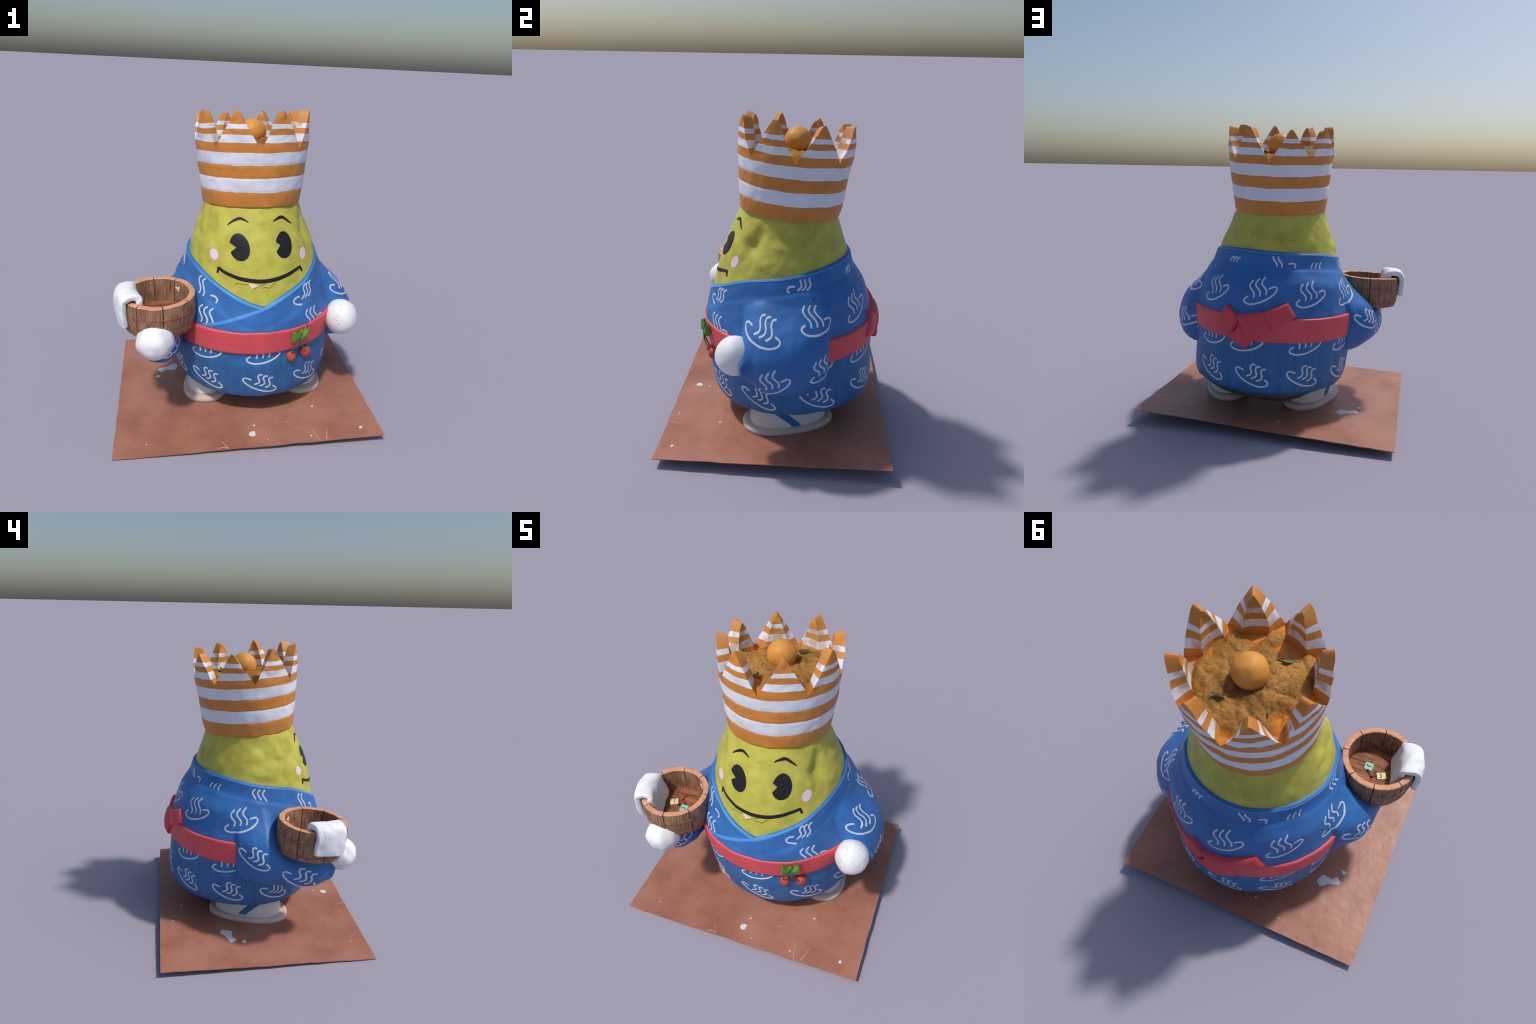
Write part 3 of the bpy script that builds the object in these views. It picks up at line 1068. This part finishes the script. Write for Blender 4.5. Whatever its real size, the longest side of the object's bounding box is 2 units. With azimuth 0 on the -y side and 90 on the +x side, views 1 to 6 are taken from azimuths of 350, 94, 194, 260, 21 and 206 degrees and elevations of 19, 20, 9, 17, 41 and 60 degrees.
# ------------------------------------------------------------------ bucket
bucket = empty("bucket", statue)
def bk(x, y, z): return BC + bx * x + by * y + bn * z
def bp(ang, r, z):
    a = math.radians(ang)
    return bk(r * math.cos(a), r * math.sin(a), z)
BH = .212
def b_out(z): return catmull([(-BH, .212), (-.15, .226), (-.08, .231), (0, .2245)], z)
def b_in(z): return catmull([(-BH, .172), (-.15, .178), (0, .1885)], z)
seams = [8, 57, 99, 143, 190, 236, 277, 322, 368]
for a0, a1 in zip(seams[:-1], seams[1:]):
    g = .75
    n = 14
    wob = RNG.uniform(-.0015, .0015)
    rings = []
    secs = [(-BH, 0)] + [(-BH + BH * k / 10, 0) for k in range(1, 10)] + [(-.004, 0), (0, -.004)]
    for z, o in secs:
        ring = []
        for k in range(n + 1):
            a = a0 + g + (a1 - a0 - 2 * g) * k / n
            e = .002 * (k in (0, n))
            w2 = .0018 * nz((a / 20, z * 8, 0), 1.5, 3)
            ring.append(bp(a, b_out(z) + o + wob - e + w2, z + (.003 * nz((a / 14, 1, 2), 1.0, 5) if z > -.01 else 0)))
        for k in range(n, -1, -1):
            a = a0 + g + (a1 - a0 - 2 * g) * k / n
            ring.append(bp(a, b_in(z) - o, z + (.003 * nz((a / 14, 1, 2), 1.0, 5) if z > -.01 else 0)))
        rings.append(ring)
    v, f = loft(rings)
    st = fix_normals(mesh_obj("stave", v, f, [M_WOOD, M_RIM], bucket, 40))
    for p in st.data.polygons:
        c = np.array(p.center) - BC
        if abs(np.array(p.normal) @ bn) > .6 and c @ bn > -.02:
            p.material_index = 1
core = []
for r, z in ((.176, -.206), (.196, -.206), (.2195, -.004), (.1925, -.004)):
    core.append([bp(i * 5, r, z) for i in range(72)])
core.append(core[0])
v, f = loft(core, cap=(False, False))
fix_normals(mesh_obj("bucket_core", v, f, M_SEAM, bucket, 40))
# floor boards
for k in range(5):
    y0, y1 = -.18 + .072 * k, -.18 + .072 * (k + 1) - .003
    ys = np.linspace(y0, y1, 6)
    rows = []
    for zz in (-.20, -.152):
        ring = [bk(-math.sqrt(max(.0002, .176**2 - y * y)), y, zz) for y in ys] + [bk(math.sqrt(max(.0002, .176**2 - y * y)), y, zz) for y in ys[::-1]]
        rows.append(ring)
    v, f = loft(rows)
    fix_normals(mesh_obj("floor_board", v, f, M_FLOOR, bucket, 40))
v, f = loft([[bp(i * 6, .196, -.210) for i in range(60)], [bp(i * 6, .185, -.160) for i in range(60)]])
fix_normals(mesh_obj("bucket_bottom", v, f, M_SEAM, bucket, 40))
for zz in (-.078, -.178):
    rings = []
    for i in range(120):
        a = i * 3
        r = b_out(zz)
        rings.append([bp(a, r - .004, zz - .0035), bp(a, r + .0018, zz - .0025), bp(a, r + .0018, zz + .0025), bp(a, r - .004, zz + .0035)])
    rings.append(rings[0])
    v, f = loft(rings, cap=(False, False))
    fix_normals(mesh_obj("hoop", v, f, M_HOOP, bucket, 40))
# drain hole, tags and cord
v, f = loft([[bk(-.002 + .011 * math.cos(a), .012 + .011 * math.sin(a), z) for a in np.linspace(0, 2 * math.pi, 24, endpoint=False)] for z in (-.16, -.1508)])
fix_normals(mesh_obj("drain_hole", v, f, M_BLACK, bucket, 40))
def tag(cx, cy, ang, w, h, mat, corner):
    e1 = np.array((math.cos(ang), math.sin(ang))); e2 = np.array((-e1[1], e1[0]))
    out = [(-w, -h), (w, -h), (w, h - corner), (w - corner, h), (-w + corner, h), (-w, h - corner)]
    rings = []
    for z, s in ((-.152, 1), (-.146, 1), (-.144, .94)):
        rings.append([bk(*(np.array((cx, cy)) + e1 * x * s + e2 * y * s), z) for x, y in out])
    v, f = loft(rings)
    t = fix_normals(mesh_obj("paper_tag", v, f, mat, bucket, 40))
    ink = [[bk(*(np.array((cx, cy)) + e1 * (.35 * w + .010 * (1 + k * .15) * math.cos(a)) * .6 + e2 * .014 * math.sin(a)), -.1425) for k in (0,)][0]
           for a in np.linspace(.6, 5.2, 14)]
    tube("tag_drawing", ink, .0022, M_INK, bucket)
    return t
tag(-.045, .022, math.radians(28), .029, .024, M_TAGC, .003)
tag(.048, -.012, math.radians(-88), .028, .027, M_TAGB, .007)
tube("cord", [bk(*p, -.145) for p in spline([(.045, .016), (.030, .030), (.012, .052), (-.010, .040), (-.022, .030)])], .0022, M_CORD, bucket)
tube("cord", [bk(*p, -.145) for p in spline([(.046, .016), (.024, .040), (.006, .054), (.004, .080), (.010, .105)])], .0022, M_CORD, bucket)
blob("cord_knot", bk(.008, .054, -.142), (.006, .006, .005), M_BLACK, bucket)
blob("cord_knot", bk(.044, .018, -.142), (.006, .006, .005), M_BLACK, bucket)
# a patch of bare paint on the inner wall
pat = []
for k in range(20):
    a = 2 * math.pi * k / 20
    r = .016 * (1 + .35 * math.sin(3 * a + 1) + .2 * math.sin(5 * a))
    pat.append((48 + math.degrees(r * math.cos(a) / .18), -.055 + r * math.sin(a)))
rows = [[bp(48 + (a - 48) * s, b_in(z) - (.0025 if s < 1 else -.002), -.055 + (z + .055) * s) for a, z in pat] for s in (.02, .5, .9, 1)]
v, f = loft(rows, cap=(True, False))
fix_normals(mesh_obj("paint_chip", v, f, M_PLASTER, bucket, 40))

# ------------------------------------------------------------------ towel over the rim
ta = math.radians(194)
er, et = np.array((math.cos(ta), math.sin(ta))), np.array((-math.sin(ta), math.cos(ta)))
path = [(.240, -.140), (.245, -.10), (.249, -.05), (.245, .002), (.230, .031), (.200, .041), (.168, .038), (.146, .020), (.130, -.02), (.118, -.08), (.108, -.146)]
path = spline(path, 3)
V, F = [], []
nv = 12
for k, (rho, z) in enumerate(path):
    t = k / (len(path) - 1)
    wdt = .104 + .012 * smooth(.35, .75, t)
    for j in range(nv + 1):
        q = -1 + 2 * j / nv
        x = q * wdt
        drop = 0
        if t < .55:
            rr = math.sqrt(max(0, (rho) ** 2 - x * x * .75))
        else:
            rr = rho - .25 * x * x / .1 * (1 - smooth(.55, .8, t))
        zz = z - .010 * (q * q) * math.sin(math.pi * t) + .012 * nz((q * 2, t * 5, 0), 1.3, 2) - .012 * smooth(.3, 0, t) * q
        rr += .010 * nz((q * 1.7, t * 6, 3), 1.1, 7)
        x *= 1 + .07 * nz((q, t * 7, 5), 1.2, 9)
        P = er * rr + et * x
        V.append(bk(P[0], P[1], zz))
m = nv + 1
for k in range(len(path) - 1):
    for j in range(nv):
        F.append((k * m + j, k * m + j + 1, (k + 1) * m + j + 1, (k + 1) * m + j))
towel = mesh_obj("towel", V, F, M_TOWEL, statue)
md = towel.modifiers.new("s", "SOLIDIFY"); md.thickness = .040; md.offset = 0
md = towel.modifiers.new("u", "SUBSURF"); md.levels = 2
apply_mods(towel)
towel.data.shade_smooth()

# ------------------------------------------------------------------ crown
CO = np.array((.0375, .038, 1.409))
cz_ = np.array((-.025, .074, 1.0)); cz_ /= np.linalg.norm(cz_)
cx_ = np.array((1.0, 0, .025)); cx_ /= np.linalg.norm(cx_)
cy_ = np.cross(cz_, cx_)
CROWN_M = Matrix(((cx_[0], cy_[0], cz_[0], CO[0]), (cx_[1], cy_[1], cz_[1], CO[1]), (cx_[2], cy_[2], cz_[2], CO[2]), (0, 0, 0, 1)))
crown = empty("crown", statue)
def cyl(az, r, h):
    a = math.radians(az)
    return np.array((r * math.sin(a) + .002 + .005 * h, -r * math.cos(a), h))
CR_T = [(-.02, .312), (0, .3165), (.1, .332), (.2, .342), (.3, .353), (.4, .361), (.5, .361), (.6, .357)]
def crown_r(az, h):
    p = cyl(az, .34, h)
    r = catmull(CR_T, h)
    r += .005 * nz(p, 7, 21) + .0035 * nz(p, 14, 22) + .001 * nz(p, 30, 23)
    for b in (.095, .180, .257):               # the painted bands are slightly puffed
        r -= .0022 * math.exp(-((h - b) / .007) ** 2)
    return r
def put(ob):
    ob.matrix_local = CROWN_M
    return ob
rings = [[cyl(i, .27, .004) for i in range(NA)], [cyl(i, crown_r(i, 0) - .006, .0) for i in range(NA)]]
for k in range(62):
    h = .003 + .340 * k / 61
    rings.append([cyl(i, crown_r(i, h), h) for i in range(NA)])
rings.append([cyl(i, crown_r(i, .345) - .004, .3455) for i in range(NA)])
rings.append([cyl(i, .27, .345) for i in range(NA)])
v, f = loft(rings)
band_ob = put(mesh_obj("crown_band", v, f, M_CROWN, crown))
SPIKES = [-23, 22.5, 68.5, 115, 159, 204.5, 249, 293.5]
TIPS = [.575, .572, .575, .570, .568, .552, .555, .572]
for s, (ca, tip) in enumerate(zip(SPIKES, TIPS)):
    h0 = .325
    rings = []
    half0 = 22.3
    for k in range(29):
        t = k / 28
        hh = h0 + (tip - h0) * t
        vt = max(0, (hh - .345) / (tip - .345))
        wo = half0 * (1 - vt) ** 1.0 + 1.0                        # half width in degrees, outer face
        if vt > .95:
            wo *= math.sqrt(max(.12, 1 - ((vt - .95) / .05) ** 2 * .9))
        wi = wo * (.62 + .30 * vt)
        th = .086 - .030 * vt
        # section: rounded trapezoid
        sec = []
        no, ni, ns = 14, 8, 6
        for q in np.linspace(-1, 1, no):
            sec.append((q * wo, 0.0))
        for q in np.linspace(0, 1, ns + 2)[1:-1]:
            sec.append((wo + (wi - wo) * q, -th * q))
        for q in np.linspace(1, -1, ni):
            sec.append((q * wi, -th))
        for q in np.linspace(1, 0, ns + 2)[1:-1]:
            sec.append((-(wo + (wi - wo) * q), -th * q))
        ring = []
        for a, d in sec:
            az = ca + a
            R = crown_r(az, hh) - .0035 + .0040 * smooth(.328, .338, hh)
            p = cyl(az, R + d, hh)
            lump = (.006 * nz(p, 14, 31 + s) + .003 * nz(p, 34, 5)) * smooth(.02, .2, vt)
            p = p * np.array((1 + lump / .35, 1 + lump / .35, 1)) + np.array((0, 0, .004 * nz(p, 12, 40 + s) * smooth(0, .3, vt)))
            if vt > .8:                                             # blunt tip slopes a little inward or outward
                p[2] += (-.10 if s % 3 else -.25) * (-d) * (vt - .8) / .2
            ring.append(p)
        rings.append(ring)
    v, f = loft(rings)
    put(fix_normals(mesh_obj("crown_spike", v, f, M_CROWN, crown, 42)))
# rough floor between the spikes
rings = []
NF = 220
pits = [(-22, .235, .075, .052), (24, .25, .06, .040), (-66, .26, .05, .03), (-128, .22, .04, .03), (205, .27, .05, .02)]
mounds = [(160, .22, .07, .012), (115, .23, .05, .01), (-70, .22, .07, .02), (-100, .22, .07, .015)]
for k in range(0, 70):
    rho = .004 + .322 * k / 69
    ring = []
    for i in range(NF):
        az = i * 360 / NF
        p = cyl(az, rho, 0)
        h = .386 + .006 * smooth(.20, .10, rho) - .010 * smooth(.20, .29, rho)
        for a, r, wd, d in pits:
            c = cyl(a, r, 0)
            h -= d * math.exp(-((p[0] - c[0])**2 + (p[1] - c[1])**2) / wd**2)
        for a, r, wd, d in mounds:
            c = cyl(a, r, 0)
            h += d * math.exp(-((p[0] - c[0])**2 + (p[1] - c[1])**2) / wd**2)
        h = h * (1 - smooth(.25, .322, rho)) + .343 * smooth(.25, .322, rho)
        h += (.032 * nz(p, 7, 51) + .014 * (abs(nz(p, 13, 55)) * 2 - .5)) * smooth(.33, .25, rho) * smooth(.04, .12, rho) + .006 * nz(p, 26, 52) * smooth(.33, .28, rho) + .004 * nz(p, 60, 53)
        ring.append(np.array((p[0], p[1], h)))
    rings.append(ring)
v, f = loft(rings, cap=(True, False))
floor_ob = put(fix_normals(mesh_obj("crown_filling", v, f, M_STRAW, crown)))
ball = blob("crown_ball", (.036, .077, 1.842), (.087, .087, .086), M_BALL, crown, .04, 12, 64)
# twigs and dry leaves caught in the hollow
def debris(az, rho, h, ang, L, wd, mat):
    c = cyl(az, rho, h)
    e1 = np.array((math.cos(ang), math.sin(ang), .15)); e2 = np.array((-math.sin(ang), math.cos(ang), .4))
    rings = []
    for k in range(9):
        t = -1 + 2 * k / 8
        w2 = wd * (1 - t * t) ** .6 + .002
        rings.append([c + e1 * t * L + e2 * w2 * math.cos(a) + np.array((0, 0, 1)) * (.35 * w2 * math.sin(a) + .010 * t * t) for a in np.linspace(0, 2 * math.pi, 10, endpoint=False)])
    v, f = loft(rings)
    return put(fix_normals(mesh_obj("dry_leaf", v, f, mat, crown)))
debris(-38, .20, 0.363, .5, .045, .012, M_DEBRIS)
debris(-50, .235, 0.363, .9, .035, .010, M_BARK)
debris(-14, .16, 0.358, 1.2, .025, .010, M_DEBRIS)
debris(-26, .17, 0.356, .2, .022, .009, M_DEBRIS)
debris(-100, .17, 0.373, 1.7, .022, .010, M_BARK)
debris(-135, .19, 0.378, 2.2, .030, .009, M_DEBRIS)
debris(150, .18, 0.403, .3, .035, .009, M_BARK)

# ------------------------------------------------------------------ feet
def board_z(x, y): return .0495 + .0297 * x + .0278 * y
def foot(cx, cy, ang, hl, hw, mirror):
    ft = empty("foot", statue)
    e1 = np.array((math.sin(ang), -math.cos(ang)))      # towards the toes
    e2 = np.array((math.cos(ang), math.sin(ang)))
    def outline(t, s=1.0, inset=0.0):
        c, d = math.cos(t), math.sin(t)
        k = 2.35
        r = (abs(c) ** k + abs(d) ** k) ** (-1 / k)
        l = (hl - inset) * s * r * d
        w2 = (hw - inset) * s * r * c * (1.0 + .10 * d)
        return np.array((cx, cy)) + e1 * l + e2 * w2
    N = 72
    def ring(s, inset, dz):
        out = []
        for i in range(N):
            p = outline(2 * math.pi * i / N, s, inset)
            out.append(np.array((p[0], p[1], board_z(p[0], p[1]) + dz)))
        return out
    rs = [ring(1, .012, -.004), ring(1, .0, .004), ring(1, -.001, .02), ring(1, .003, .030), ring(1, .010, .038), ring(1, .03, .041)]
    v, f = loft(rs)
    fix_normals(mesh_obj("sandal", v, f, M_SANDAL, ft))
    rs = []
    for s, dz in ((.84, .032), (.84, .048), (.83, .068), (.81, .095), (.775, .125), (.735, .155), (.69, .19), (.65, .22), (.61, .25)):
        rs.append(ring(s, 0, dz))
    v, f = loft(rs)
    sock = fix_normals(mesh_obj("sock", v, f, M_SOCK, ft))
    # strap: a band over the outer side, leaning forward as it rises
    tree = bvh_of(sock)
    sgn = 1 if not mirror else -1
    rows = []
    for k in range(22):
        t = k / 21
        dz = .052 + .13 * t
        row = []
        for q, h in ((-1, -.003), (-.8, .0035), (0, .005), (.8, .0035), (1, -.003)):
            along = -.03 + .16 * t ** 1.2 + q * (.032 + .014 * t)
            o2 = np.array((cx, cy)) + e1 * along + e2 * sgn * .5
            o = Vector((o2[0], o2[1], board_z(cx, cy) + dz))
            loc, n, _, _ = tree.ray_cast(o, Vector((-e2[0] * sgn, -e2[1] * sgn, 0)))
            if loc is None:
                break
            row.append(np.array(loc) + np.array((e2[0] * sgn, e2[1] * sgn, 0)) * h)
        if len(row) == 5:
            rows.append(row)
    v, f = loft(rows, cap=(False, False), closed=False)
    fix_normals(mesh_obj("strap", v, f, M_STRAP, ft))
foot(-.215, .060, math.radians(-14), .290, .164, True)
foot(.400, .080, math.radians(14), .295, .164, False)

# ------------------------------------------------------------------ base board
NX, NY = 90, 76
top, bot = [], []
for j in range(NY + 1):
    for i in range(NX + 1):
        x, y = -.849 + 1.698 * i / NX, -.7095 + 1.419 * j / NY
        if i in (0, NX):
            x += .004 * nz((x, y, 0), 9, 3)
        if j in (0, NY):
            y += .004 * nz((x, y, 0), 9, 4)
        z = board_z(x, y) + .003 * nz((x, y, 0), 3, 6) + .0012 * nz((x, y, 0), 11, 7)
        e = min(i, NX - i, j, NY - j)
        top.append((x, y, z))
        bot.append((x, y, z - .005))
m = NX + 1
F = []
for j in range(NY):
    for i in range(NX):
        a = j * m + i
        F.append((a, a + 1, a + m + 1, a + m))
        k = a + len(top)
        F.append((k, k + m, k + m + 1, k + 1))
rim = list(range(m)) + [j * m + NX for j in range(1, NY + 1)] + [NY * m + i for i in range(NX - 1, -1, -1)] + [j * m for j in range(NY - 1, 0, -1)]
for k in range(len(rim)):
    a, b = rim[k], rim[(k + 1) % len(rim)]
    F.append((a, a + len(top), b + len(top), b))
board = fix_normals(mesh_obj("base_board", top + bot, F, M_BOARD, statue, 40))
lo = min(v.co.z for v in board.data.vertices)
board_bvh = bvh_of(board)
def on_board(x, y, lift):
    loc, n, _, _ = board_bvh.ray_cast(Vector((x, y, .4)), Vector((0, 0, -1)))
    return np.array((x, y, (loc.z if loc is not None else board_z(x, y)) + lift))
def splat(name, outline, mat, lift=.0025):
    o = closed_curve(outline, 48)
    c = o.mean(axis=0)
    rows = []
    for s, h in ((.02, lift), (.5, lift), (.9, lift), (1, -.002)):
        rows.append([on_board(*(c + (p - c) * s * (1 + .05 * nz((p[0], p[1], 0), 30, 2))), h) for p in o])
    v, f = loft(rows, cap=(True, False))
    return fix_normals(mesh_obj(name, v, f, mat, board, 40))
splat("paint_splash", [(-.44, .29), (-.435, .255), (-.455, .215), (-.49, .215), (-.53, .215), (-.555, .19), (-.578, .205), (-.588, .235), (-.555, .25), (-.51, .268), (-.475, .30)], M_SPLAT)
splat("paint_splash", [(-.572, .15), (-.565, .135), (-.582, .125), (-.60, .14), (-.59, .16)], M_SPLAT)
splat("paint_splash", [(-.012, -.585), (.0, -.57), (.022, -.562), (.036, -.575), (.028, -.585), (.034, -.60), (.014, -.612), (-.006, -.605)], M_SPLAT)
for x, y, r in ((.035, -.507, .008), (.46, -.36, .010), (.38, -.655, .009), (.72, -.62, .012), (.10, -.655, .005), (-.1, .55, .008),
                (-.3, .62, .006), (-.65, -.6, .005), (.25, -.5, .004)):
    n = 5
    splat("paint_drop", [(x + r * RNG.uniform(.6, 1.2) * math.cos(6.283 * k / n), y + r * RNG.uniform(.5, 1.1) * math.sin(6.283 * k / n)) for k in range(n)], M_SPLAT)
def straw(pts):
    p = spline(pts, 8)
    tube("dry_straw", [on_board(x, y, .001) for x, y in p], .0014, M_STRAWBIT, board)
straw([(.405, -.598), (.408, -.65), (.428, -.705)])
straw([(.497, -.595), (.488, -.64), (.466, -.695)])
straw([(.492, -.625), (.480, -.66), (.474, -.70)])
straw([(-.185, -.636), (-.165, -.68), (-.152, -.704)])
straw([(-.152, -.700), (-.19, -.690), (-.222, -.702)])
